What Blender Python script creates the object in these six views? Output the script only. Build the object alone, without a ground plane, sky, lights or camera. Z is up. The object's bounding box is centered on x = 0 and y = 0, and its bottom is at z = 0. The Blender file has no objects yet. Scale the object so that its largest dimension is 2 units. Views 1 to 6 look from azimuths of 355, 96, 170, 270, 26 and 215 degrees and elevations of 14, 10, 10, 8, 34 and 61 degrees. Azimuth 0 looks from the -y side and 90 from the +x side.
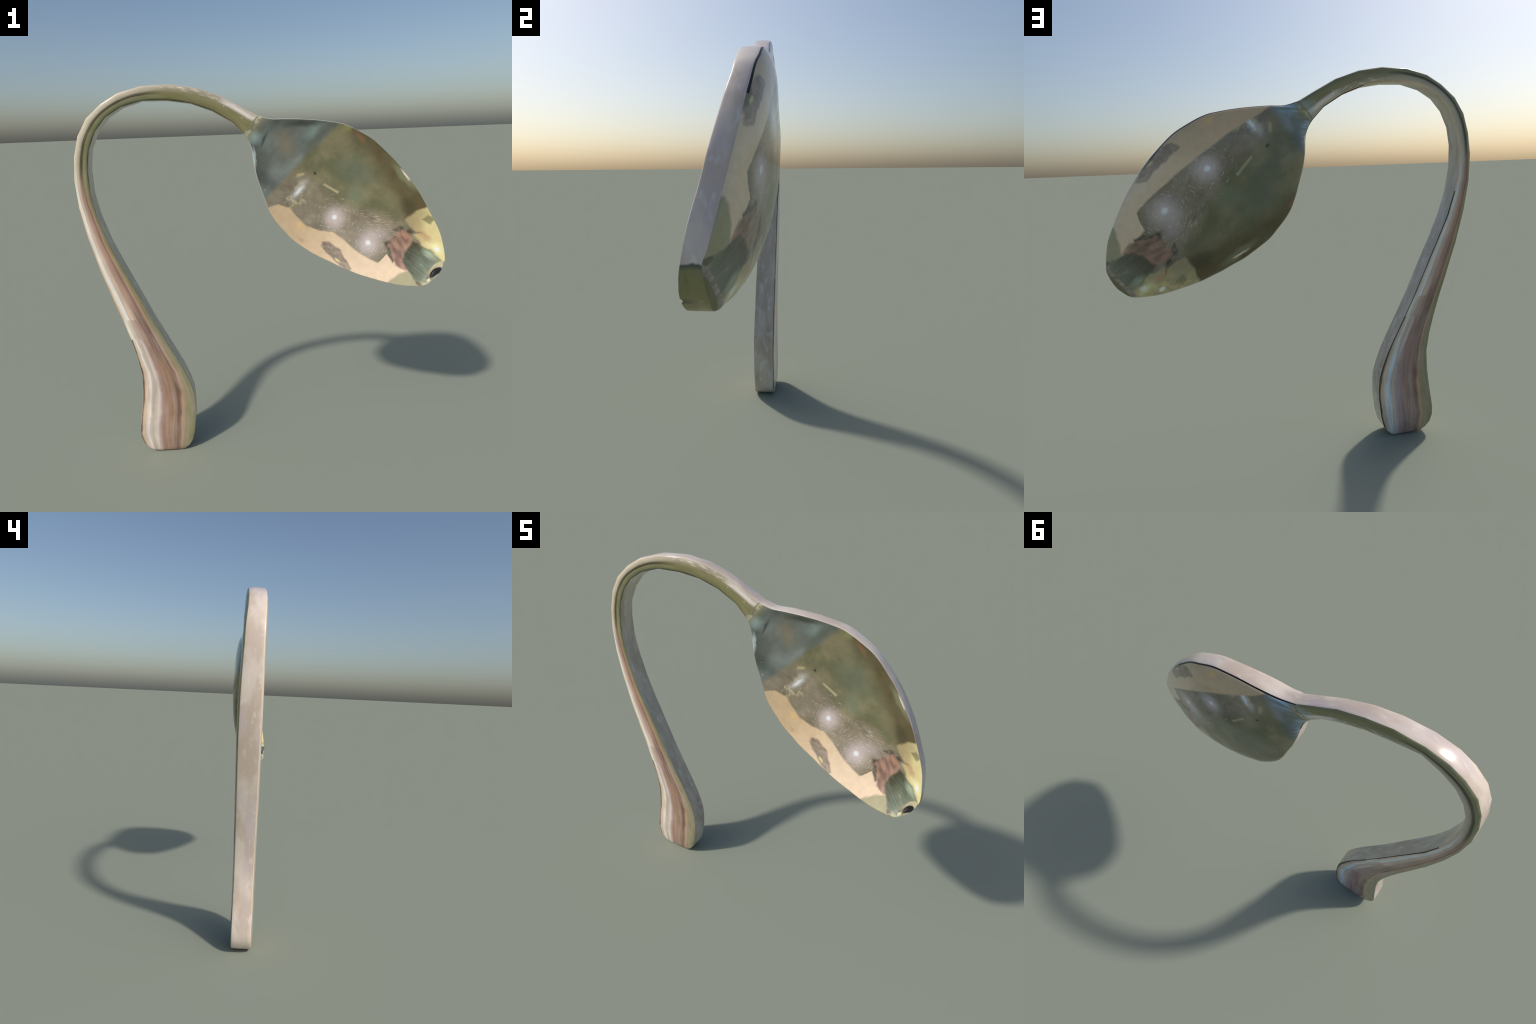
# A dessert spoon with its handle bent over into a hook, standing on the end of
# the handle.  One loft: a chain of cross-sections runs from the foot of the
# handle, over the arch, through the neck and along the bowl to the tip.
import bpy, bmesh, math
import numpy as np
from mathutils import Vector, noise as lumps

# ------------------------------------------------------------------ helpers
def pchip(knots, q):
    """Monotone cubic curve through (x, y) knots, evaluated at q."""
    k = np.array(knots, float)
    x, y = k[:, 0], k[:, 1]
    h, d = np.diff(x), np.diff(y) / np.diff(x)
    m = np.zeros(len(x))
    m[0], m[-1] = d[0], d[-1]
    for i in range(1, len(x) - 1):
        if d[i - 1] * d[i] > 0:
            w1, w2 = 2 * h[i] + h[i - 1], h[i] + 2 * h[i - 1]
            m[i] = (w1 + w2) / (w1 / d[i - 1] + w2 / d[i])
    q = np.clip(q, x[0], x[-1])
    i = np.clip(np.searchsorted(x, q) - 1, 0, len(h) - 1)
    u = (q - x[i]) / h[i]
    return ((1 + 2 * u) * (1 - u) ** 2 * y[i] + u * (1 - u) ** 2 * h[i] * m[i]
            + u * u * (3 - 2 * u) * y[i + 1] + u * u * (u - 1) * h[i] * m[i + 1])

# bowl frame in the x-z plane: s along the bowl from the neck, t across it
NECK = np.array([-0.07, 1.79])
AX = np.array([0.758, -0.652])
UP = np.array([0.652, 0.758])

# ------------------------------------------------------------- the sections
# handle: outer edge (x, z), inner edge (x, z), front y, back y at the outer edge, back y at the inner edge
HANDLE = [
    (-0.655, 0.003, -0.560, 0.001, -0.077, 0.020, 0.020),
    (-0.690, 0.014, -0.520, 0.006, -0.082, 0.025, 0.025),
    (-0.715, 0.029, -0.492, 0.026, -0.083, 0.026, 0.026),
    (-0.742, 0.058, -0.470, 0.058, -0.083, 0.026, 0.026),
    (-0.757, 0.100, -0.455, 0.115, -0.083, 0.026, 0.027),
    (-0.758, 0.145, -0.449, 0.160, -0.083, 0.026, 0.027),
    (-0.749, 0.205, -0.442, 0.220, -0.083, 0.026, 0.027),
    (-0.735, 0.293, -0.440, 0.275, -0.083, 0.026, 0.027),
    (-0.724, 0.380, -0.444, 0.345, -0.083, 0.026, 0.027),
    (-0.719, 0.484, -0.462, 0.412, -0.083, 0.026, 0.027),
    (-0.735, 0.590, -0.491, 0.490, -0.083, 0.026, 0.027),
    (-0.761, 0.696, -0.525, 0.563, -0.083, 0.026, 0.027),
    (-0.793, 0.807, -0.570, 0.655, -0.083, 0.026, 0.027),
    (-0.826, 0.909, -0.637, 0.793, -0.083, 0.026, 0.027),
    (-0.853, 1.000, -0.690, 0.915, -0.083, 0.026, 0.027),
    (-0.879, 1.082, -0.728, 1.002, -0.083, 0.026, 0.027),
    (-0.903, 1.180, -0.784, 1.130, -0.083, 0.026, 0.027),
    (-0.924, 1.262, -0.827, 1.234, -0.083, 0.025, 0.029),
    (-0.950, 1.414, -0.866, 1.362, -0.083, 0.022, 0.028),
    (-0.958, 1.555, -0.887, 1.486, -0.083, 0.017, 0.021),
    (-0.946, 1.667, -0.888, 1.606, -0.083, 0.012, 0.018),
    (-0.918, 1.766, -0.872, 1.701, -0.084, 0.010, 0.014),
    (-0.869, 1.848, -0.833, 1.786, -0.084, 0.005, 0.019),
    (-0.792, 1.914, -0.776, 1.851, -0.083, 0.005, 0.018),
    (-0.711, 1.960, -0.700, 1.896, -0.078, 0.010, 0.016),
    (-0.601, 1.990, -0.598, 1.924, -0.068, 0.016, 0.008),
    (-0.464, 1.996, -0.478, 1.923, -0.056, 0.023, 0.024),
    (-0.341, 1.978, -0.364, 1.906, -0.044, 0.032, 0.031),
    (-0.221, 1.938, -0.258, 1.867, -0.031, 0.038, 0.034),
    (-0.102, 1.875, -0.159, 1.808, -0.021, 0.048, 0.031),
]
UPPER = [(0, .060), (.068, .093), (.121, .137), (.192, .192), (.259, .240), (.327, .283), (.382, .313),
         (.462, .336), (.569, .353), (.693, .346), (.777, .334), (.857, .315), (.924, .296), (1.044, .249),
         (1.147, .202), (1.212, .155), (1.250, .122), (1.268, .100), (1.280, .066), (1.287, .038), (1.290, .012)]
LOWER = [(0, -.052), (.028, -.058), (.074, -.080), (.132, -.130), (.206, -.189), (.272, -.230), (.341, -.271),
         (.400, -.297), (.481, -.317), (.578, -.327), (.693, -.318), (.796, -.296), (.917, -.265), (1.020, -.228),
         (1.120, -.185), (1.192, -.143), (1.227, -.117), (1.263, -.086), (1.281, -.056), (1.287, -.028), (1.290, -.004)]
RIM_FRONT = [(0, -.017), (.07, -.020), (.13, -.018), (.20, -.013), (.28, -.007), (.38, -.004), (.46, -.004),
             (.58, -.004), (.693, -.014), (.78, -.023), (.857, -.034), (.92, -.044), (1.044, -.064), (1.13, -.083),
             (1.20, -.099), (1.268, -.113), (1.29, -.122)]
RIM_BACK_UP = [(0, .054), (.07, .058), (.121, .067), (.20, .072), (.46, .074), (.57, .066), (.64, .062), (.735, .054),
               (.855, .043), (1.03, .015), (1.12, -.003), (1.21, -.027), (1.25, -.043), (1.29, -.036)]
RIM_BACK_LOW = [(0, .030), (.03, .030), (.07, .030), (.13, .048), (.20, .062), (.30, .074), (.46, .076), (.57, .070),
                (.64, .064), (.735, .055), (.855, .043), (1.03, .015), (1.12, -.003), (1.21, -.024), (1.25, -.030), (1.29, -.036)]
HOLLOW = [(0, -.022), (.07, -.005), (.12, .010), (.17, .019), (.25, .029), (.40, .042), (.56, .047), (.67, .040), (.80, .031),
          (.912, .019), (1.046, .003), (1.15, -.029), (1.22, -.062), (1.26, -.086), (1.28, -.105), (1.29, -.121)]
BELLY = [(0, .056), (.05, .062), (.12, .082), (.187, .098), (.27, .110), (.40, .119), (.52, .118), (.65, .114), (.74, .106),
         (.83, .095), (.90, .084), (.99, .067), (1.064, .052), (1.13, .032), (1.21, .000), (1.245, -.015), (1.27, -.027), (1.29, -.036)]

LIP = 0.0045             # width of the narrow strip along every edge
ACROSS = 28              # columns between the two strips
BAND = 8                 # rows over the thickness of the edge


def columns(width):
    """Positions across the blade, +1 outer/upper edge to -1 inner/lower edge."""
    e = min(2 * LIP / max(width, 1e-4), 0.12)
    inner = np.sin(np.linspace(1, -1, ACROSS + 1) * math.pi / 2 * 0.86) / math.sin(math.pi / 2 * 0.86)
    return np.concatenate([[1.0], inner * (1 - e), [-1.0]])


def ring(o, i, yf, ybo, ybi, front_bulge, back_top, hollow, belly):
    """One cross-section. o, i: outer and inner edge (x, z); yf: front y of both edges;
    ybo, ybi: back y of each edge; back_top: back y in the middle."""
    o, i = np.array(o), np.array(i)
    w = np.linalg.norm(o - i)
    c = columns(w)
    pts = []
    for v in c:                                             # front, outer to inner
        p = (o + i) / 2 + (o - i) / 2 * v
        q = p - NECK
        dent = 0.016 * math.exp(-((q @ AX - 1.276) / 0.010) ** 2 - ((q @ UP - 0.018) / 0.035) ** 2)
        pts.append((p[0], yf + front_bulge * hollow(v) + dent * max(0, 1 - v * v), p[1]))
    out = (o - i) / max(w, 1e-6)
    crown = 0.004 * min(1, w / 0.06)
    prof = np.linspace(0, 1, BAND + 1)[1:-1]
    prof = 0.5 - 0.5 * np.sign(0.5 - prof) * (np.abs(1 - 2 * prof) ** 0.3)
    for f in prof:                                          # inner edge, front to back
        p = i - out * crown * 0.3 * (1 - abs(2 * f - 1) ** 3)
        pts.append((p[0], yf + (ybi - yf) * f, p[1]))
    for v in c[::-1]:                                       # back, inner to outer
        p = (o + i) / 2 + (o - i) / 2 * v
        edge = (ybo + ybi) / 2 + (ybo - ybi) / 2 * v
        pts.append((p[0], edge + (back_top - (ybo + ybi) / 2) * belly(v), p[1]))
    for f in prof[::-1]:                                    # outer edge, back to front
        p = o + out * crown * (1 - abs(2 * f - 1) ** 3)
        pts.append((p[0], yf + (ybo - yf) * f, p[1]))
    return pts


def round_back(v):
    return max(0, 1 - abs(v) ** 3) ** 0.7


def round_front(v):
    return 1 - abs(v) ** 2.2


def boxy(v):
    return max(0, 1 - abs(v) ** (3.3 if v > 0 else 3.6)) ** (0.63 if v > 0 else 0.6)


def dished(v):
    return 1 - abs(v) ** 2.2


def blend(a, b, f):
    return lambda v: a(v) * (1 - f) + b(v) * f


def leaning(a, k):
    return lambda v: a(v) * (1 - 0.5 * k * v * (1 - 0.4 * v * v))


rings = []
for k, (ox, oz, ix, iz, yf, ybo, ybi) in enumerate(HANDLE):
    g = min(1, k / 3)
    rings.append(ring((ox, oz), (ix, iz), yf, ybo, ybi, -0.007 * g, (ybo + ybi) / 2 + 0.011 * g, round_front, round_back))
N_HANDLE = len(rings)

stations = np.unique(np.round(np.concatenate([np.linspace(0, 1.2, 61), 1.2 + 0.0895 * np.sin(np.linspace(0, math.pi / 2, 26))]), 5))
for s in stations:
    o = NECK + AX * s + UP * pchip(UPPER, s)
    wave = 0.0035 * lumps.noise(Vector((s * 11, 3.7, 0))) * min(1, s / 0.2) * min(1, (1.29 - s) / 0.15)
    i = NECK + AX * s + UP * (pchip(LOWER, s) + wave)
    yf = pchip(RIM_FRONT, s)
    f = min(1, s / 0.12)
    lean = 0.4 * min(1, max(0, (s - 0.70) / 0.35)) * min(1, (1.29 - s) / 0.05)
    rings.append(ring(o, i, yf, pchip(RIM_BACK_UP, s), pchip(RIM_BACK_LOW, s), pchip(HOLLOW, s) - yf, pchip(BELLY, s) + 0.003 * f,
                      blend(round_front, dished, f), leaning(blend(round_back, boxy, f), lean)))

R = np.array(rings)                                         # stations x ring x 3
for k in range(N_HANDLE, len(R)):                           # shallow lumps and dents in both faces of the bowl
    for j in range(R.shape[1]):
        front, back = j < ACROSS + 3, ACROSS + 2 + BAND <= j < 2 * ACROSS + 5 + BAND
        if front or back:
            v = 2 * (j if front else j - ACROSS - 2 - BAND) / (ACROSS + 2) - 1
            fade = max(0, 1 - v * v) * min(1, (k - N_HANDLE) / 6)
            R[k, j, 1] += 0.0035 * fade * lumps.noise(Vector((R[k, j, 0] * 8, 5.0 if front else 9.0, R[k, j, 2] * 8)))
R[:, :, 2] -= R[:, :, 2].min()
n_st, n_ring = R.shape[:2]
NF = ACROSS + 3                                             # points of the front row
NB = BAND - 1
# ------------------------------------------------------------------ the mesh
verts = [tuple(p) for p in R.reshape(-1, 3)]


def dark_seam(k, inner):
    """Where the back meets the edge in a dark line."""
    if k < N_HANDLE:
        return inner and (3 <= k <= 17 or k >= 27)
    way = stations[min(k - N_HANDLE, len(stations) - 1)]
    return way < 0.10 if inner else way < 0.72


faces, part, look = [], [], []
for k in range(n_st - 1):
    for j in range(n_ring):
        a, b = k * n_ring + j, k * n_ring + (j + 1) % n_ring
        faces.append((a, b, b + n_ring, a + n_ring))
        if j < NF - 1:
            kind = "front"
        elif j < NF + NB:
            kind = "edge"
        elif j < 2 * NF + NB - 1:
            kind = "back"
            if dark_seam(k, j == NF + NB):
                if j in (NF + NB, 2 * NF + NB - 2):
                    kind = "seam"
        else:
            kind = "edge"
        part.append("handle" if k < N_HANDLE else "bowl")
        look.append(kind)
foot = list(range(n_ring))[::-1]
tip = [(n_st - 1) * n_ring + j for j in range(n_ring)]
faces += [tuple(foot), tuple(tip)]
part += ["handle", "bowl"]
look += ["edge", "edge"]

whole = bpy.data.meshes.new("whole")
whole.from_pydata(verts, [], faces)
bm = bmesh.new()
bm.from_mesh(whole)
bmesh.ops.recalc_face_normals(bm, faces=bm.faces)
bm.normal_update()
flip = bm.faces[0].normal.dot(Vector((0, -1, 0)))
normals = [v.normal.copy() for v in bm.verts]
face_loops = [[v.index for v in f.verts] for f in bm.faces]
bm.free()
bpy.data.meshes.remove(whole)

# ----------------------------------------------------------------- materials
def seen(r, g, b):
    """Base colour of a surface that looks (r, g, b) in the set's front light."""
    out = []
    grey = 0.35 * r + 0.5 * g + 0.15 * b
    for c in (r, g, b):
        c = (c * 0.89 + grey * 0.11) / 255
        lin = c / 12.92 if c <= 0.04045 else ((c + 0.055) / 1.055) ** 2.4
        out.append(min(0.95, max(0.004, (lin - 0.012) / 0.80)))
    return tuple(out)


class Graph:
    """Small helper that strings shader nodes together."""

    def __init__(self, name):
        self.mat = bpy.data.materials.new(name)
        self.mat.use_nodes = True
        self.tree = self.mat.node_tree
        self.bsdf = self.tree.nodes["Principled BSDF"]

    def node(self, kind, **props):
        n = self.tree.nodes.new(kind)
        for k, v in props.items():
            setattr(n, k, v)
        return n

    def plug(self, socket, value):
        if isinstance(value, bpy.types.NodeSocket):
            self.tree.links.new(value, socket)
        else:
            socket.default_value = value

    def math(self, op, a, b=0.0, c=0.0):
        n = self.node("ShaderNodeMath", operation=op)
        for i, v in enumerate((a, b, c)):
            self.plug(n.inputs[i], v)
        return n.outputs[0]

    def add(self, a, b): return self.math("ADD", a, b)
    def sub(self, a, b): return self.math("SUBTRACT", a, b)
    def mul(self, a, b): return self.math("MULTIPLY", a, b)
    def low(self, a, b): return self.math("MINIMUM", a, b)
    def high(self, a, b): return self.math("MAXIMUM", a, b)

    def step(self, x, e0, e1, lo=0.0, hi=1.0):
        n = self.node("ShaderNodeMapRange", interpolation_type="SMOOTHSTEP")
        for i, v in enumerate((x, e0, e1, lo, hi)):
            self.plug(n.inputs[i], v)
        return n.outputs[0]

    def vec(self, x, y, z=0.0):
        n = self.node("ShaderNodeCombineXYZ")
        for i, v in enumerate((x, y, z)):
            self.plug(n.inputs[i], v)
        return n.outputs[0]

    def dot(self, v, w):
        n = self.node("ShaderNodeVectorMath", operation="DOT_PRODUCT")
        self.plug(n.inputs[0], v)
        n.inputs[1].default_value = w
        return n.outputs["Value"]

    def noise(self, v, scale, detail=3.0, rough=0.5):
        n = self.node("ShaderNodeTexNoise")
        self.plug(n.inputs["Vector"], v)
        n.inputs["Scale"].default_value, n.inputs["Detail"].default_value, n.inputs["Roughness"].default_value = scale, detail, rough
        return n.outputs[0]

    def specks(self, v, scale, size):
        n = self.node("ShaderNodeTexVoronoi")
        self.plug(n.inputs["Vector"], v)
        n.inputs["Scale"].default_value = scale
        return self.step(n.outputs["Distance"], size, size * 0.4)

    def curve(self, x, pts, x0, x1, y0, y1):
        """Float Curve through pts, which lie in the box x0..x1, y0..y1."""
        n = self.node("ShaderNodeFloatCurve")
        c = n.mapping.curves[0]
        q = [((a - x0) / (x1 - x0), (b - y0) / (y1 - y0)) for a, b in pts]
        c.points[0].location, c.points[1].location = q[0], q[-1]
        for p in q[1:-1]:
            c.points.new(*p)
        for p in c.points:
            p.handle_type = "VECTOR"
        n.mapping.update()
        self.plug(n.inputs["Value"], self.math("MULTIPLY_ADD", x, 1 / (x1 - x0), -x0 / (x1 - x0)))
        return self.math("MULTIPLY_ADD", n.outputs[0], y1 - y0, y0)

    def ramp(self, x, stops):
        n = self.node("ShaderNodeValToRGB")
        e = n.color_ramp.elements
        e[0].position, e[1].position = stops[0][0], stops[-1][0]
        e[0].color, e[1].color = (*stops[0][1], 1), (*stops[-1][1], 1)
        for p, c in stops[1:-1]:
            e.new(p).color = (*c, 1)
        self.plug(n.inputs[0], x)
        return n.outputs[0]

    def mix(self, a, b, f, blend="MIX"):
        n = self.node("ShaderNodeMix", data_type="RGBA", blend_type=blend)
        n.clamp_factor = True
        for i, v in ((0, f), (6, a), (7, b)):
            self.plug(n.inputs[i], (*v, 1) if isinstance(v, tuple) else v)
        return n.outputs[2]

    def shade(self, col, f, lo, hi):
        """Multiply a colour by a grey that runs lo..hi with f."""
        g = self.step(f, 0.25, 0.75, lo, hi)
        n = self.node("ShaderNodeVectorMath", operation="SCALE")
        self.plug(n.inputs[0], col)
        self.plug(n.inputs["Scale"], g)
        return n.outputs[0]

    def ellipse(self, st, s0, t0, rs, rt, inner=0.6, turn=0.0):
        """1 inside, falling to 0 at the outline."""
        c, k = math.cos(turn), math.sin(turn)
        a = self.dot(st, (c / rs, k / rs, -(c * s0 + k * t0) / rs))
        b = self.dot(st, (-k / rt, c / rt, (k * s0 - c * t0) / rt))
        return self.step(self.math("SQRT", self.math("MULTIPLY_ADD", a, a, self.mul(b, b))), 1.0, inner)

    def patch(self, st, corners, soft=0.006):
        """Mask of a convex patch with the given corners."""
        q = np.array(corners, float)
        mid, d = q.mean(0), None
        for a, b in zip(q, np.roll(q, -1, 0)):
            n = np.array([b[1] - a[1], a[0] - b[0]])
            n /= np.linalg.norm(n)
            if n @ (mid - a) < 0:
                n = -n
            e = self.dot(st, (n[0], n[1], -n @ a))
            d = e if d is None else self.low(d, e)
        return self.step(d, -soft, soft)

    def finish(self, col, rough, bump=None, strength=0.1):
        self.plug(self.bsdf.inputs["Base Color"], col)
        self.plug(self.bsdf.inputs["Roughness"], rough)
        if bump is not None:
            n = self.node("ShaderNodeBump")
            n.inputs["Strength"].default_value, n.inputs["Distance"].default_value = strength, 0.004
            self.plug(n.inputs["Height"], bump)
            self.plug(self.bsdf.inputs["Normal"], n.outputs[0])
        return self.mat


def place(g):
    n = g.node("ShaderNodeSeparateXYZ")
    g.plug(n.inputs[0], g.node("ShaderNodeTexCoord").outputs["Object"])
    return n.outputs[0], n.outputs[1], n.outputs[2]


def bowl_coordinates(g):
    x, y, z = place(g)
    p = g.vec(x, z, 1.0)
    s = g.dot(p, (AX[0], AX[1], -NECK @ AX))
    t = g.dot(p, (UP[0], UP[1], -NECK @ UP))
    return s, t


def bowl_face(name, back):
    """Reflections baked into the colour, such as gilt, laid out along (s) and across (t) the bowl.
    The back carries the same mirrored picture turned over and drawn out a little."""
    g = Graph(name)
    s, t = bowl_coordinates(g)
    s_real = s
    if back:
        s, t = g.math("MULTIPLY_ADD", s, 0.84, 0.21), g.math("MULTIPLY_ADD", t, -1.0, 0.04)
    accent = 0.72 if back else 0.92
    raw = g.vec(s, t, 1.0)
    wob = g.sub(g.noise(raw, 9.0, 3.0), 0.5)
    wob2 = g.sub(g.noise(g.vec(t, s, 4.0), 11.0, 3.0), 0.5)
    ws, wt = g.math("MULTIPLY_ADD", wob, 0.03, s), g.math("MULTIPLY_ADD", wob2, 0.03, t)
    ws = g.math("MULTIPLY_ADD", g.sub(g.noise(raw, 34.0, 2.0), 0.5), 0.014, ws)
    wt = g.math("MULTIPLY_ADD", g.sub(g.noise(g.vec(t, s, 8.0), 30.0, 2.0), 0.5), 0.014, wt)
    st = g.vec(ws, wt, 1.0)
    cloud = g.noise(raw, 6.0, 4.0, 0.55)
    fine = g.noise(raw, 28.0, 5.0, 0.6)
    brushed = g.noise(g.vec(g.mul(s, 12.0), g.mul(t, 70.0), 2.0), 1.0, 4.0, 0.6)
    along = g.noise(g.vec(g.mul(g.add(s, g.mul(t, 0.7)), 9.0), g.mul(g.sub(t, g.mul(s, 0.5)), 45.0), 2.0), 1.0, 4.0, 0.6)

    col = g.mix(seen(110, 109, 80), seen(138, 130, 98), g.step(cloud, 0.35, 0.65))
    col = g.mix(col, seen(103, 112, 92), g.mul(g.ellipse(st, 0.60, 0.17, 0.19, 0.13, 0.0), 0.8))
    col = g.mix(col, seen(112, 124, 100), g.mul(g.ellipse(st, 0.69, 0.07, 0.09, 0.07, 0.1), 0.7))
    # brown zone under the upper rim
    edge = g.curve(ws, [(0.30, .40), (0.42, .30), (0.55, .285), (.68, .255), (.75, .235), (.87, .20), (.98, .145), (1.06, .2), (1.3, .3)], 0.3, 1.3, 0, .5)
    col = g.mix(col, seen(94, 83, 58), g.mul(g.step(g.sub(wt, edge), -0.05, 0.05), g.step(cloud, 0.3, 0.6, 0.4, 0.95)))
    col = g.mix(col, seen(140, 104, 72), g.mul(g.ellipse(st, 0.50, 0.315, 0.07, 0.022, 0.1, -0.1), 0.9))
    col = g.mix(col, seen(150, 150, 95), g.mul(g.ellipse(st, 0.41, 0.31, 0.035, 0.04, 0.1), 0.7))
    col = g.mix(col, seen(128, 128, 98), g.mul(g.ellipse(st, 0.82, 0.31, 0.12, 0.032, 0.3, -0.2), 0.9))
    col = g.mix(col, seen(225, 205, 190), g.ellipse(st, 0.815, 0.318, 0.055, 0.008, 0.2, -0.33))
    col = g.mix(col, seen(82, 77, 56), g.mul(g.ellipse(st, 0.95, 0.205, 0.08, 0.05, 0.2, -0.5), 0.8))
    # taupe, finely scratched lower half
    edge = g.curve(ws, [(.30, -.10), (.40, -.01), (.52, .0), (.62, -.01), (.72, .01), (.85, .08), (1.0, .125), (1.3, .12)], 0.3, 1.3, -.3, .3)
    taupe = g.step(g.sub(wt, edge), 0.035, -0.04)
    col = g.mix(col, g.mix(g.mix(seen(124, 113, 92), seen(152, 140, 118), g.step(cloud, 0.35, 0.65)), g.mix(seen(118, 107, 88), seen(166, 153, 134), g.step(along, 0.3, 0.7)), 0.2), g.mul(taupe, 0.95))
    col = g.mix(col, seen(178, 163, 160), g.mul(g.ellipse(st, 0.935, -0.005, 0.10, 0.065, 0.0, 0.5), 0.65))
    col = g.mix(col, seen(112, 100, 90), g.mul(g.ellipse(st, 0.84, 0.025, 0.045, 0.02, 0.0, 0.6), g.step(brushed, 0.4, 0.6, 0.2, 0.9)))
    # blue-grey neck
    line = g.math("MULTIPLY_ADD", wt, 0.1, 0.325)
    neck = g.step(g.sub(ws, line), 0.022, -0.012)
    grey = g.mix(seen(106, 111, 101), seen(130, 137, 131), g.step(g.noise(g.vec(g.mul(s, 7), g.mul(t, 4), 7.0), 1.0, 3.0, 0.45), 0.36, 0.62))
    grey = g.mix(grey, seen(136, 127, 108), g.mul(g.ellipse(st, 0.20, 0.05, 0.13, 0.08, 0.0, -0.6), 0.85))
    grey = g.mix(grey, seen(144, 164, 160), g.mul(g.ellipse(st, 0.28, 0.19, 0.04, 0.09, 0.0), 0.75))
    grey = g.mix(grey, seen(156, 178, 174), g.mul(g.ellipse(st, 0.055, -0.03, 0.06, 0.05, 0.1), 0.8))
    grey = g.mix(grey, seen(80, 88, 80), g.mul(g.ellipse(st, 0.235, -0.17, 0.10, 0.06, 0.1), 0.7))
    grey = g.mix(grey, seen(80, 84, 72), g.mul(g.ellipse(st, 0.21, 0.185, 0.16, 0.03, 0.1, 0.75), 0.85))
    grey = g.mix(grey, seen(205, 222, 220), g.mul(g.ellipse(st, 0.12, -0.115, 0.075, 0.014, 0.2, -0.82), 0.9))
    grey = g.mix(grey, seen(66, 70, 64), g.mul(g.ellipse(st, 0.105, -0.01, 0.012, 0.07, 0.1, 0.25), 0.7))
    col = g.mix(col, grey, neck)
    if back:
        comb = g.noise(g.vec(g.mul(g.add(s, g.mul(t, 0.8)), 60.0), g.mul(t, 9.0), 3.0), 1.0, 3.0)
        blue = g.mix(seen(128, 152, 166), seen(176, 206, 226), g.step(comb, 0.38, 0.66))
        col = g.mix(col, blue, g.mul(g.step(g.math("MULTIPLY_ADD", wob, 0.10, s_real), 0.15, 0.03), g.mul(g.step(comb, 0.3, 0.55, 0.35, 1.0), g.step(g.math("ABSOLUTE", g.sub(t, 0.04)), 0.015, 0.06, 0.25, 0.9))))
    collar = g.math("MULTIPLY_ADD", g.sub(fine, 0.5), 0.05, g.math("MULTIPLY_ADD", wob2, 0.08, s_real))
    col = g.mix(seen(140, 134, 104), col, g.step(collar, -0.01, 0.07))
    col = g.mix(col, seen(206, 196, 162), g.mul(g.step(g.math("ABSOLUTE", g.sub(collar, 0.012)), 0.010, 0.002), g.step(fine, 0.40, 0.6, 0.0, 0.6)))
    # two highlights painted as white cores with pale halos, plus ring scratches
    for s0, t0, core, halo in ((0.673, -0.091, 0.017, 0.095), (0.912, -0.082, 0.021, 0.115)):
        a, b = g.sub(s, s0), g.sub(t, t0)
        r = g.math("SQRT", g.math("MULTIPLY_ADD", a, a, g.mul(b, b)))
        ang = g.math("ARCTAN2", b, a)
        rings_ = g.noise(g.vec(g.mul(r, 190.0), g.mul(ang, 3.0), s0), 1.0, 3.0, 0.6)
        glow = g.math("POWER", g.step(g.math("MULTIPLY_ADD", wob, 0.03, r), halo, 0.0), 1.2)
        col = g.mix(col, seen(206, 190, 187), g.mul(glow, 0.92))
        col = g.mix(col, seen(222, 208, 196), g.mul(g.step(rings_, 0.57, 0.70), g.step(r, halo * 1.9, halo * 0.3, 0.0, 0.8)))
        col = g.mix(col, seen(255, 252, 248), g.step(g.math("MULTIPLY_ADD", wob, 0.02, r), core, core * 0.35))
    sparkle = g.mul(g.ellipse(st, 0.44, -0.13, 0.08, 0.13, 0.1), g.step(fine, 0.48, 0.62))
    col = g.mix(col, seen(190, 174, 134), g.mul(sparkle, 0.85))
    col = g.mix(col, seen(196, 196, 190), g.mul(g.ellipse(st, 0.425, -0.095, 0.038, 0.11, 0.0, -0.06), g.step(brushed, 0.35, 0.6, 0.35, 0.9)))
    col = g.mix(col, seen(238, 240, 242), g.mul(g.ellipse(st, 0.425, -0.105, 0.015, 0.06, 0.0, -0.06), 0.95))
    scr = g.noise(g.vec(g.mul(g.add(s, g.mul(t, 0.55)), 14.0), g.mul(g.sub(t, g.mul(s, 0.55)), 150.0), 9.0), 1.0, 2.0, 0.5)
    col = g.mix(col, seen(205, 192, 172), g.mul(g.mul(g.step(scr, 0.60, 0.68), g.ellipse(st, 0.90, 0.03, 0.20, 0.11, 0.2)), 0.75))
    col = g.mix(col, seen(205, 195, 165), g.mul(g.mul(g.specks(raw, 34.0, 0.16), g.step(fine, 0.5, 0.6)), taupe))
    col = g.mix(col, seen(178, 166, 130), g.mul(g.patch(raw, [(.512, .006), (.512, .018), (.605, .034), (.608, .020)], 0.004), accent))
    col = g.mix(col, seen(182, 165, 125), g.mul(g.patch(st, [(.372, -.05), (.362, -.035), (.39, -.008), (.394, -.022)], 0.005), accent))
    col = g.mix(col, seen(60, 58, 48), g.ellipse(st, 0.435, 0.02, 0.012, 0.008, 0.2))
    # tan patches along the lower rim
    lower = [(0.3, -.10), (0.372, -.104), (.51, -.137), (.717, -.163), (.877, -.172), (.937, -.175), (1.0, -.164), (1.026, -.081), (1.12, -.070), (1.3, -.05)]
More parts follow.
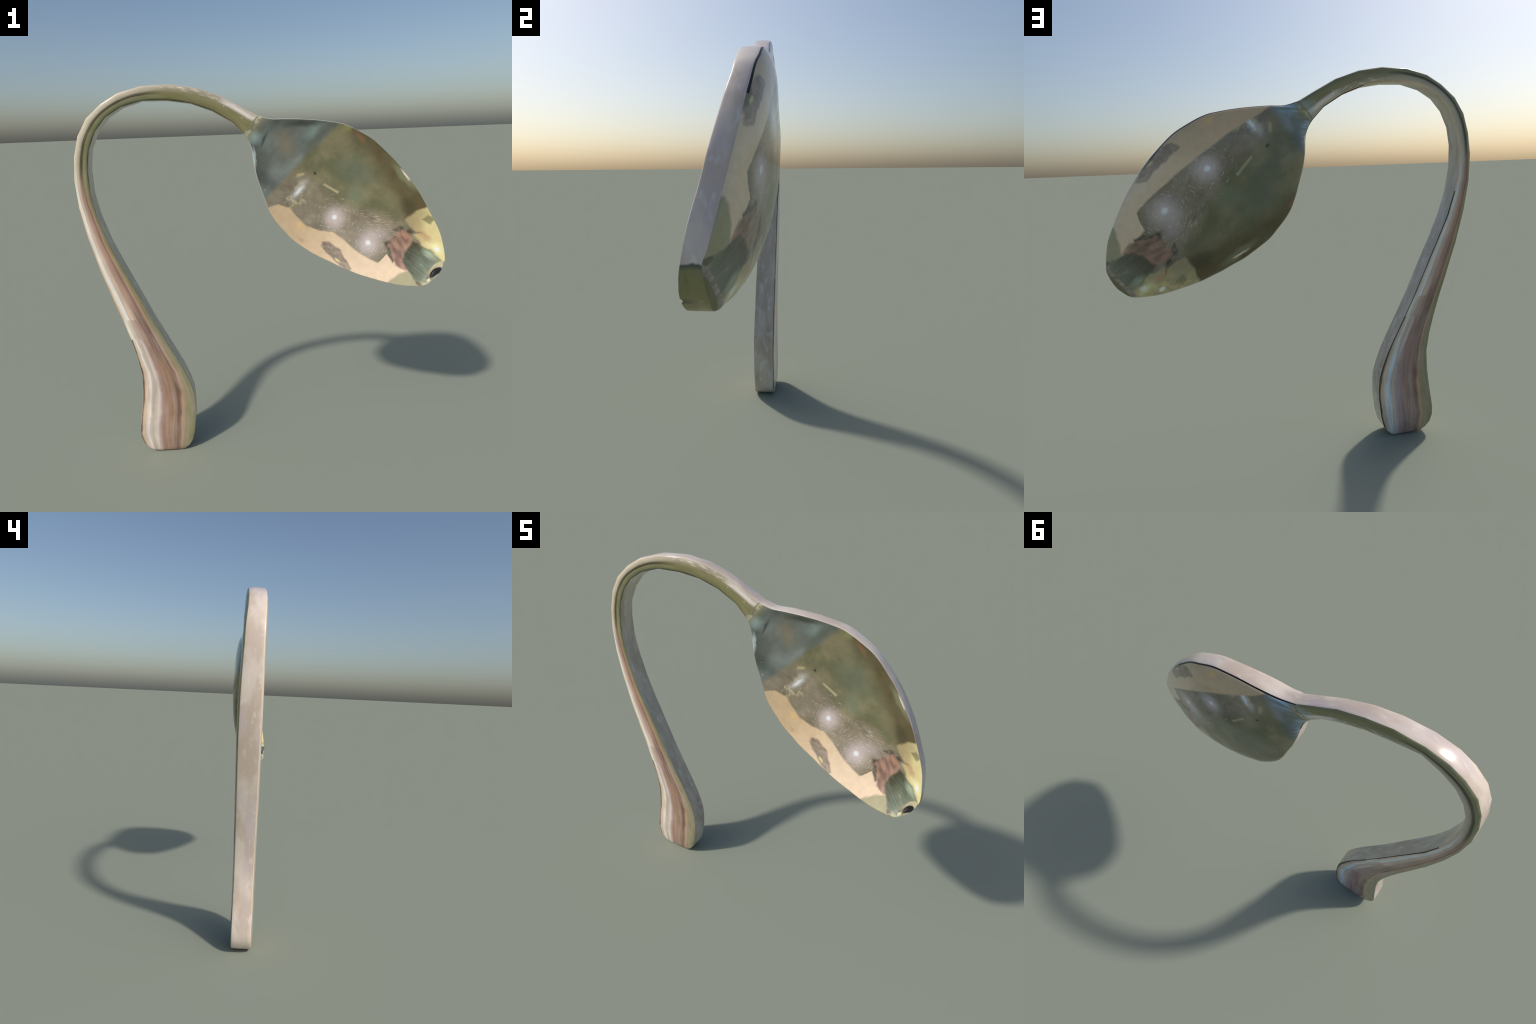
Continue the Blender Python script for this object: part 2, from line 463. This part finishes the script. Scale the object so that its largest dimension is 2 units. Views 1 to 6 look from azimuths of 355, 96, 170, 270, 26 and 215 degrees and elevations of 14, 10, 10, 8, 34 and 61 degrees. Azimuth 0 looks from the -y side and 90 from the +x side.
    edge = g.curve(ws, lower if back else [(0.3, -.40), (0.325, -.32), (.347, -.262), (.38, -.227), (.444, -.205), (.509, -.217), (.579, -.225), (.665, -.194),
                        (.711, -.159), (.779, -.152), (.848, -.159), (.903, -.16), (.96, -.151), (1.02, -.135), (1.036, -.066), (1.12, -.070), (1.3, -.05)],
                   0.3, 1.3, -.5, .1)
    tan = g.mix(seen(206, 176, 136), seen(229, 202, 168), g.step(s, 0.55, 1.0))
    tan = g.mix(tan, seen(228, 186, 122), g.mul(g.ellipse(st, 0.545, -0.245, 0.05, 0.03, 0.1), 0.7))
    tan = g.shade(tan, cloud, 0.95, 1.06)
    tan = g.mix(tan, seen(172, 142, 110), g.mul(g.ellipse(st, 0.60, -0.30, 0.03, 0.02, 0.1), 0.6))
    tan = g.mix(tan, seen(158, 152, 118), g.patch(st, [(.612, -.325), (.719, -.263), (.842, -.287), (.90, -.272), (.90, -.40), (.612, -.40)], 0.007))
    dark = g.mix(seen(98, 89, 82), seen(146, 132, 120), g.step(g.math("MULTIPLY_ADD", fine, 0.5, g.mul(along, 0.5)), 0.42, 0.62))
    dark = g.mix(dark, seen(188, 168, 146), g.mul(g.ellipse(st, 0.885, -0.262, 0.05, 0.012, 0.0, -0.35), 0.7))
    tan = g.mix(tan, dark, g.mul(accent * 0.85, g.patch(st, [(.711, -.289), (.693, -.246), (.879, -.240), (.918, -.267), (.86, -.30), (.795, -.32)] if back else [(.700, -.238), (.727, -.212), (.808, -.210), (.912, -.256), (.905, -.274), (.85, -.279), (.715, -.262)], 0.007)))
    tan = g.mix(tan, seen(252, 222, 140), g.mul(accent, g.ellipse(st, 0.826, -0.285 if back else -0.262, 0.022, 0.010, 0.0)))
    tan = g.mix(tan, seen(166, 158, 124), g.patch(st, [(1.107, -.184), (1.168, -.064), (1.22, .0), (1.32, .0), (1.32, -.3), (1.16, -.3)], 0.007))
    tan = g.mix(tan, seen(120, 112, 90), g.ellipse(st, 1.245, -.085, 0.022, 0.012, 0.5))
    col = g.mix(col, tan, g.step(g.sub(t, g.math("MULTIPLY_ADD", wob2, 0.012, edge)), 0.007, -0.007))
    # yellow glare and its white glow, tinted onto the end of the bowl
    yellow_reflection = g.mix(seen(166, 149, 108), seen(214, 198, 140), g.step(g.math("MULTIPLY_ADD", cloud, 0.25, g.math("MULTIPLY_ADD", t, 0.6, s)), 1.22, 1.40))
    if back:
        yellow_reflection = g.mix(yellow_reflection, seen(150, 140, 112), g.step(fine, 0.35, 0.6, 0.25, 0.8))
    col = g.mix(col, yellow_reflection, g.patch(st, [(.985, .135), (.99, .20), (1.03, .30), (1.32, .30), (1.32, .05), (1.2, .06), (1.09, .105)], 0.008))
    col = g.mix(col, seen(186, 152, 112), g.mul(g.ellipse(st, 1.12, 0.135, 0.08, 0.026, 0.2), 0.9))
    col = g.mix(col, seen(112, 110, 78), g.mul(accent * 0.8, g.patch(st, [(1.046, .195), (1.046, .235), (1.081, .245), (1.096, .205)], 0.007)))
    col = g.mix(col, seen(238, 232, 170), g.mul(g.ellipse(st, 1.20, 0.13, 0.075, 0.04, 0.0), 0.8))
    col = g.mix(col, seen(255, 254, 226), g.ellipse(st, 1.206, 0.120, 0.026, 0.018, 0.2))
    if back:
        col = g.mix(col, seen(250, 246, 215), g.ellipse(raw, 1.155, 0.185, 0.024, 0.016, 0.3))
    # mirrored hand drawn in flesh tones, and smear at the tip
    fringe = g.mix(seen(84, 78, 66), seen(122, 112, 96), g.step(fine, 0.4, 0.6))
    col = g.mix(col, fringe, g.patch(st, [(.975, .06), (.985, .095), (1.03, .125), (1.105, .137), (1.105, .110), (1.04, .085), (1.0, .05)], 0.008))
    col = g.mix(col, fringe, g.patch(st, [(.990, -.025), (1.033, -.060), (1.09, -.085), (1.10, -.06), (1.05, .01), (1.005, .01)], 0.008))
    folds = g.noise(g.vec(g.mul(g.sub(s, g.mul(t, 0.35)), 14.0), g.mul(g.add(t, g.mul(s, 0.35)), 30.0), 5.0), 1.0, 1.0, 0.4)
    painted_hand = g.mix(seen(128, 99, 86), seen(172, 134, 115), g.step(folds, 0.30, 0.66))
    painted_hand = g.mix(painted_hand, seen(194, 142, 112), g.mul(g.ellipse(st, 1.05, 0.075, 0.04, 0.03, 0.0), 0.7))
    hand = g.high(g.patch(st, [(1.010, -.028), (.998, .02), (1.003, .065), (1.024, .099), (1.083, .093), (1.108, .055), (1.106, -.01), (1.06, -.045)], 0.007),
                  g.patch(st, [(1.045, -.04), (1.10, .0), (1.165, -.055), (1.16, -.075), (1.111, -.085)], 0.007))
    col = g.mix(col, painted_hand, g.mul(hand, accent))
    painted_sleeve = g.mix(seen(66, 68, 52), seen(120, 132, 112), g.step(g.add(g.mul(brushed, 0.6), g.math("MULTIPLY_ADD", s, 2.4, -2.6)), 0.30, 0.85))
    painted_sleeve = g.mix(painted_sleeve, seen(156, 176, 150), g.mul(g.ellipse(st, 1.20, 0.075, 0.06, 0.03, 0.0), 0.8))
    painted_sleeve = g.mix(painted_sleeve, seen(176, 186, 176), g.mul(g.step(brushed, 0.60, 0.68), 0.5))
    col = g.mix(col, painted_sleeve, g.mul(accent, g.patch(st, [(1.095, .078), (1.108, .0), (1.126, -.048), (1.225, -.085), (1.29, -.05), (1.29, .09), (1.19, .098)], 0.008)))
    if not back:                                            # dark pit at the tip
        rim_ = g.mix(seen(98, 92, 72), seen(176, 166, 132), g.step(t, -0.05, 0.03))
        col = g.mix(col, rim_, g.patch(raw, [(1.264, .094), (1.252, .05), (1.257, -.02), (1.271, -.055), (1.291, .005), (1.286, .06)], 0.002))
        col = g.mix(col, (0.004, 0.004, 0.007), g.ellipse(raw, 1.2785, 0.018, 0.0115, 0.046, 0.75, -0.05))
        col = g.mix(col, seen(190, 180, 150), g.patch(raw, [(1.268, -.045), (1.275, -.025), (1.283, -.03), (1.279, -.05)], 0.002))
    else:                                                   # rippled pinkish strip where the back turns down at the tip
        strip = g.mix(seen(134, 120, 108), seen(182, 166, 154), g.step(g.noise(g.vec(g.mul(t, 45.0), g.mul(s, 20.0), 1.0), 1.0, 2.0), 0.3, 0.7))
        col = g.mix(col, strip, g.mul(g.step(s_real, 1.243, 1.247), g.step(s_real, 1.268, 1.262)))
        col = g.mix(col, seen(120, 116, 84), g.step(s_real, 1.264, 1.268))
    col = g.shade(col, fine, 0.95, 1.05)
    return g.finish(col, g.high(g.step(fine, 0.3, 0.7, 0.12, 0.21), g.step(s_real, 1.24, 1.262, 0.0, 0.5)), brushed, 0.03)


def edge_pairs():
    """Outer and inner edge lines of the handle, carried on a little into the bowl."""
    o = [(h[0], h[1]) for h in HANDLE] + [tuple(NECK + UP * UPPER[0][1]), tuple(NECK + AX * .07 + UP * .093)]
    i = [(h[2], h[3]) for h in HANDLE] + [tuple(NECK + UP * LOWER[0][1]), tuple(NECK + AX * .07 + UP * -.08)]
    return np.array(o), np.array(i)


def handle_coordinates(g):
    """u: 0 at the outer edge to 1 at the inner edge; l: way along the handle; x, z."""
    x, y, z = place(g)
    o, i = edge_pairs()
    arm = slice(3, 20)
    zs = np.linspace(0.06, 1.48, 24)
    xo, xi = np.interp(zs, o[arm][:, 1], o[arm][:, 0]), np.interp(zs, i[arm][:, 1], i[arm][:, 0])
    fo = g.curve(z, list(zip(zs, xo)), zs[0], zs[-1], -1.0, -0.4)
    fi = g.curve(z, list(zip(zs, xi)), zs[0], zs[-1], -1.0, -0.4)
    u_arm = g.math("DIVIDE", g.sub(x, fo), g.sub(fi, fo))
    hub = np.array([-0.50, 1.50])                           # hub of the arch

    def polar(p):
        d = p - hub
        return np.arctan2(d[:, 1], -d[:, 0]), np.linalg.norm(d, axis=1)
    (ao, ro), (ai, ri) = polar(o[15:]), polar(i[15:])
    an = np.linspace(-0.55, 2.75, 26)
    dx, dz = g.sub(x, hub[0]), g.sub(z, hub[1])
    ang = g.math("ARCTAN2", dz, g.mul(dx, -1.0))
    rad = g.math("SQRT", g.math("MULTIPLY_ADD", dx, dx, g.mul(dz, dz)))
    go = g.curve(ang, list(zip(an, np.interp(an, ao, ro))), an[0], an[-1], 0.2, 0.8)
    gi = g.curve(ang, list(zip(an, np.interp(an, ai, ri))), an[0], an[-1], 0.2, 0.8)
    u_arch = g.math("DIVIDE", g.sub(go, rad), g.sub(go, gi))
    arch = g.step(z, 1.38, 1.44)
    u = g.add(g.mul(u_arm, g.sub(1.0, arch)), g.mul(u_arch, arch))
    l = g.add(g.mul(z, g.sub(1.0, arch)), g.mul(g.math("MULTIPLY_ADD", ang, 0.42, 1.45), arch))
    return u, l, x, z


def handle_face(name, back):
    g = Graph(name)
    u, l, x, z = handle_coordinates(g)
    if back:
        u = g.sub(1.0, u)
    wander = g.sub(g.noise(g.vec(g.mul(l, 3.0), g.mul(u, 2.0), 1.0), 1.0, 3.0), 0.5)
    streak = g.noise(g.vec(g.mul(u, 26.0), g.mul(l, 3.0), 3.0), 1.0, 4.0, 0.6)
    blot = g.noise(g.vec(g.mul(u, 3.0), g.mul(l, 9.0), 6.0), 1.0, 4.0, 0.5)
    ripple = g.sub(g.noise(g.vec(g.mul(l, 11.0), g.mul(u, 7.0), 4.0), 1.0, 3.0), 0.5)
    v = g.math("MULTIPLY_ADD", wander, 0.10, g.math("MULTIPLY_ADD", ripple, 0.06, u))
    foot = g.ramp(v, [(0.0, seen(92, 74, 62)), (0.02, seen(120, 96, 80)), (0.04, seen(214, 188, 154)), (0.11, seen(226, 204, 180)), (0.15, seen(236, 230, 222)),
                      (0.185, seen(206, 184, 166)), (0.24, seen(196, 182, 160)), (0.30, seen(220, 204, 194)), (0.38, seen(164, 128, 112)),
                      (0.55, seen(162, 126, 99)), (0.66, seen(150, 117, 94)), (0.69, seen(122, 97, 82)), (0.73, seen(126, 100, 82)), (0.77, seen(184, 146, 113)),
                      (0.82, seen(162, 140, 110)), (0.88, seen(146, 140, 106)), (1.0, seen(136, 133, 96))])
    arm = g.ramp(v, [(0.0, seen(214, 176, 142)), (0.07, seen(226, 200, 172)), (0.13, seen(226, 226, 216)), (0.22, seen(228, 224, 212)), (0.28, seen(206, 176, 162)),
                     (0.36, seen(208, 186, 160)), (0.46, seen(186, 152, 136)), (0.62, seen(172, 136, 116)), (0.70, seen(138, 106, 90)), (0.75, seen(160, 126, 104)),
                     (0.80, seen(186, 148, 118)), (0.86, seen(150, 138, 100)), (1.0, seen(128, 126, 84))])
    arch = g.ramp(v, [(0.0, seen(212, 188, 158)), (0.10, seen(194, 182, 158)), (0.36, seen(172, 162, 138)), (0.45, seen(148, 138, 112)), (0.49, seen(80, 75, 56)),
                      (0.63, seen(72, 69, 50)), (0.68, seen(134, 130, 92)), (0.85, seen(138, 138, 96)), (0.97, seen(112, 118, 82)), (1.0, seen(86, 88, 66))])
    top = g.ramp(v, [(0.0, seen(200, 176, 142)), (0.08, seen(166, 156, 132)), (0.30, seen(158, 148, 120)), (0.42, seen(138, 132, 94)), (0.60, seen(134, 130, 86)),
                     (0.92, seen(126, 122, 78)), (1.0, seen(92, 88, 62))])
    inner_half = g.step(v, 0.42, 0.46)
    col = g.mix(foot, arm, g.add(g.mul(g.step(z, 0.690, 0.696), g.sub(1.0, inner_half)), g.mul(g.step(z, 0.62, 0.95), inner_half)))
    bruise = g.mul(g.step(g.math("ABSOLUTE", g.sub(z, 0.72)), 0.22, 0.05), g.step(g.math("ABSOLUTE", g.sub(v, 0.60)), 0.15, 0.05))
    col = g.mix(col, seen(124, 99, 90), g.mul(bruise, g.step(blot, 0.35, 0.6, 0.5, 1.0)))
    dull = g.mul(g.step(g.math("MULTIPLY_ADD", blot, 0.3, z), 0.42, 0.18), g.step(g.math("ABSOLUTE", g.sub(v, 0.52)), 0.20, 0.08))
    if back:
        col = g.mix(col, seen(120, 98, 90), g.mul(dull, 0.8))
        col = g.mix(col, seen(176, 152, 156), g.mul(g.step(g.math("ABSOLUTE", g.sub(v, 0.34)), 0.10, 0.03), g.step(z, 0.6, 0.4)))
        col = g.mix(col, seen(156, 128, 122), g.mul(g.mul(g.step(g.math("ABSOLUTE", g.sub(v, 0.52)), 0.22, 0.12), g.step(z, 0.8, 0.5)), 0.7))
    # two straight breaks across the outer half, where the streaks jump sideways
    shifted = g.ramp(g.add(v, 0.04), [(0.0, seen(200, 180, 150)), (0.14, seen(230, 220, 202)), (0.24, seen(206, 190, 168)), (0.34, seen(190, 164, 146)),
                                      (0.50, seen(170, 136, 120)), (0.60, seen(160, 122, 104))])
    cut = g.mul(g.step(z, 0.692, 0.694), g.step(z, 0.806, 0.804))
    col = g.mix(col, shifted, g.mul(cut, g.step(g.math("MULTIPLY_ADD", z, 0.5, v), 0.895, 0.885)))
    col = g.mix(col, arch, g.step(l, 1.34, 1.60))
    col = g.mix(col, top, g.step(l, 1.98, 2.16))
    # glinting specks and a white highlight streak, painted near the neck
    glint = g.mul(g.step(l, 2.05, 2.2), g.mul(g.step(g.math("ABSOLUTE", g.sub(v, 0.22)), 0.2, 0.05), g.step(g.noise(g.vec(g.mul(u, 9.0), g.mul(l, 22.0), 8.0), 1.0, 4.0, 0.6), 0.5, 0.62)))
    col = g.mix(col, seen(214, 200, 176), glint)
    painted_highlight = g.mul(g.mul(g.step(l, 2.33, 2.42), g.step(l, 2.56, 2.48)), g.step(g.math("ABSOLUTE", g.sub(v, 0.25)), 0.24, 0.02))
    col = g.mix(col, seen(232, 216, 206), g.mul(painted_highlight, 0.85))
    spots = g.mul(g.specks(g.vec(g.mul(u, 1.6), g.mul(l, 14.0), 0.0), 3.0, 0.17), g.step(l, 1.5, 1.7))
    col = g.mix(col, seen(216, 206, 182), g.mul(spots, g.step(v, 0.62, 0.5)))
    if back:
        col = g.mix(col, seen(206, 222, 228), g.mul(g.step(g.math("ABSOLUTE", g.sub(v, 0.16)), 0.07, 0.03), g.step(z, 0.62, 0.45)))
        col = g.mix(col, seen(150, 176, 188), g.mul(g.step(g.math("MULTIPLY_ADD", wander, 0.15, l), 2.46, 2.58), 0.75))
    worn = g.noise(g.vec(g.mul(u, 14.0), g.mul(l, 5.0), 21.0), 1.0, 4.0, 0.6)
    col = g.mix(col, seen(176, 156, 146), g.mul(g.step(z, 1.2, 0.6, 0.15, 0.45), g.step(worn, 0.40, 0.66)))
    col = g.shade(col, streak, 0.88, 1.09)
    col = g.shade(col, blot, 0.89, 1.08)
    hair = g.noise(g.vec(g.mul(u, 60.0), g.mul(l, 2.2), 11.0), 1.0, 2.0)
    col = g.mix(col, seen(226, 206, 184), g.mul(g.step(hair, 0.66, 0.74), g.step(blot, 0.45, 0.6, 0.0, 0.45)))
    return g.finish(col, g.step(streak, 0.3, 0.7, 0.12, 0.22), streak, 0.03)


def edge_metal(name):
    """Pale pinkish, softly clouded metal of the flat side of the spoon; olive at the tip."""
    g = Graph(name)
    x, y, z = place(g)
    p = g.vec(x, g.mul(y, 2.2), z)
    a, b, c = g.noise(p, 5.0, 3.0), g.noise(g.vec(z, g.mul(y, 3.0), x), 4.0, 3.0), g.noise(p, 16.0, 3.0)
    col = g.mix(seen(196, 176, 158), seen(213, 197, 182), g.step(a, 0.38, 0.62))
    col = g.mix(col, seen(198, 180, 178), g.mul(g.step(b, 0.48, 0.64), 0.6))
    col = g.mix(col, seen(222, 212, 202), g.mul(g.step(c, 0.55, 0.72), 0.55))
    col = g.mix(col, seen(224, 198, 170), g.mul(g.step(g.sub(y, g.step(x, -0.6, 0.0, -0.083, -0.03)), 0.008, 0.0), g.step(x, -0.1, -0.3)))
    u, l, _, _ = handle_coordinates(g)
    s, t = bowl_coordinates(g)
    inside = g.mul(g.step(u, 0.45, 0.55), g.step(x, -0.18, -0.40))
    slate = g.mix(seen(174, 160, 142), seen(190, 178, 160), g.step(a, 0.4, 0.6))
    slate = g.mix(slate, seen(150, 130, 118), g.mul(g.step(b, 0.50, 0.66), g.step(z, 0.9, 0.5, 0.0, 0.6)))
    slate = g.mix(slate, seen(206, 208, 206), g.step(c, 0.54, 0.74, 0.0, 0.55))
    col = g.mix(col, slate, inside)
    olive = g.mix(seen(112, 112, 70), seen(136, 130, 88), g.step(b, 0.4, 0.6))
    olive = g.mix(olive, seen(168, 148, 110), g.mul(g.ellipse(g.vec(t, y, 1.0), -0.06, -0.06, 0.06, 0.03, 0.1), 0.8))
    olive = g.mix(seen(88, 94, 86), olive, g.step(s, 1.248, 1.262))
    ragged = g.math("MULTIPLY_ADD", g.sub(c, 0.5), 0.012, s)
    col = g.mix(col, olive, g.step(ragged, 1.244, 1.250))
    return g.finish(col, 0.2, c, 0.02)


def seam_line(name):
    g = Graph(name)
    x, y, z = place(g)
    n = g.noise(g.vec(x, y, z), 14.0, 3.0)
    return g.finish(g.mix((0.008, 0.007, 0.006), (0.05, 0.045, 0.035), g.step(n, 0.5, 0.7)), 0.35)


MATS = {
    "bowl_front": bowl_face("reflection_painted_bowl_inside", False),
    "bowl_back": bowl_face("reflection_painted_bowl_outside", True),
    "handle_front": handle_face("streaked_handle_face", False),
    "handle_back": handle_face("streaked_handle_back", True),
    "edge": edge_metal("pale_edge_metal"),
    "seam": seam_line("dark_seam"),
}

# ------------------------------------------------------------------- objects
def make(name, want, mats, slot, parent):
    chosen = [i for i in range(len(faces)) if want(part[i], look[i])]
    used = sorted({v for i in chosen for v in face_loops[i]})
    index = {v: n for n, v in enumerate(used)}
    me = bpy.data.meshes.new(name)
    me.from_pydata([verts[v] for v in used], [], [[index[v] for v in face_loops[i]] for i in chosen])
    for m in mats:
        me.materials.append(MATS[m])
    for p, i in zip(me.polygons, chosen):
        p.use_smooth = True
        p.material_index = slot(look[i])
    me.normals_split_custom_set_from_vertices([normals[v] for v in used])
    ob = bpy.data.objects.new(name, me)
    bpy.context.scene.collection.objects.link(ob)
    ob.parent = parent
    return ob

spoon = bpy.data.objects.new("bent_spoon", None)
spoon.empty_display_size = 0.2
bpy.context.scene.collection.objects.link(spoon)
spoon["label"] = "polished spoon with painted-on reflections, bent into a hook, standing on its handle"
spoon["category"] = "spoon"

def slots(l):
    return 0 if l == "front" else 1 if l == "back" else 2

handle = make("handle", lambda p, l: p == "handle" and l != "edge", ["handle_front", "handle_back", "seam"], slots, spoon)
bowl = make("bowl", lambda p, l: p == "bowl" and l != "edge", ["bowl_front", "bowl_back", "seam"], slots, spoon)
make("handle_edge", lambda p, l: p == "handle" and l == "edge", ["edge"], lambda l: 0, handle)
make("rim", lambda p, l: p == "bowl" and l == "edge", ["edge"], lambda l: 0, bowl)
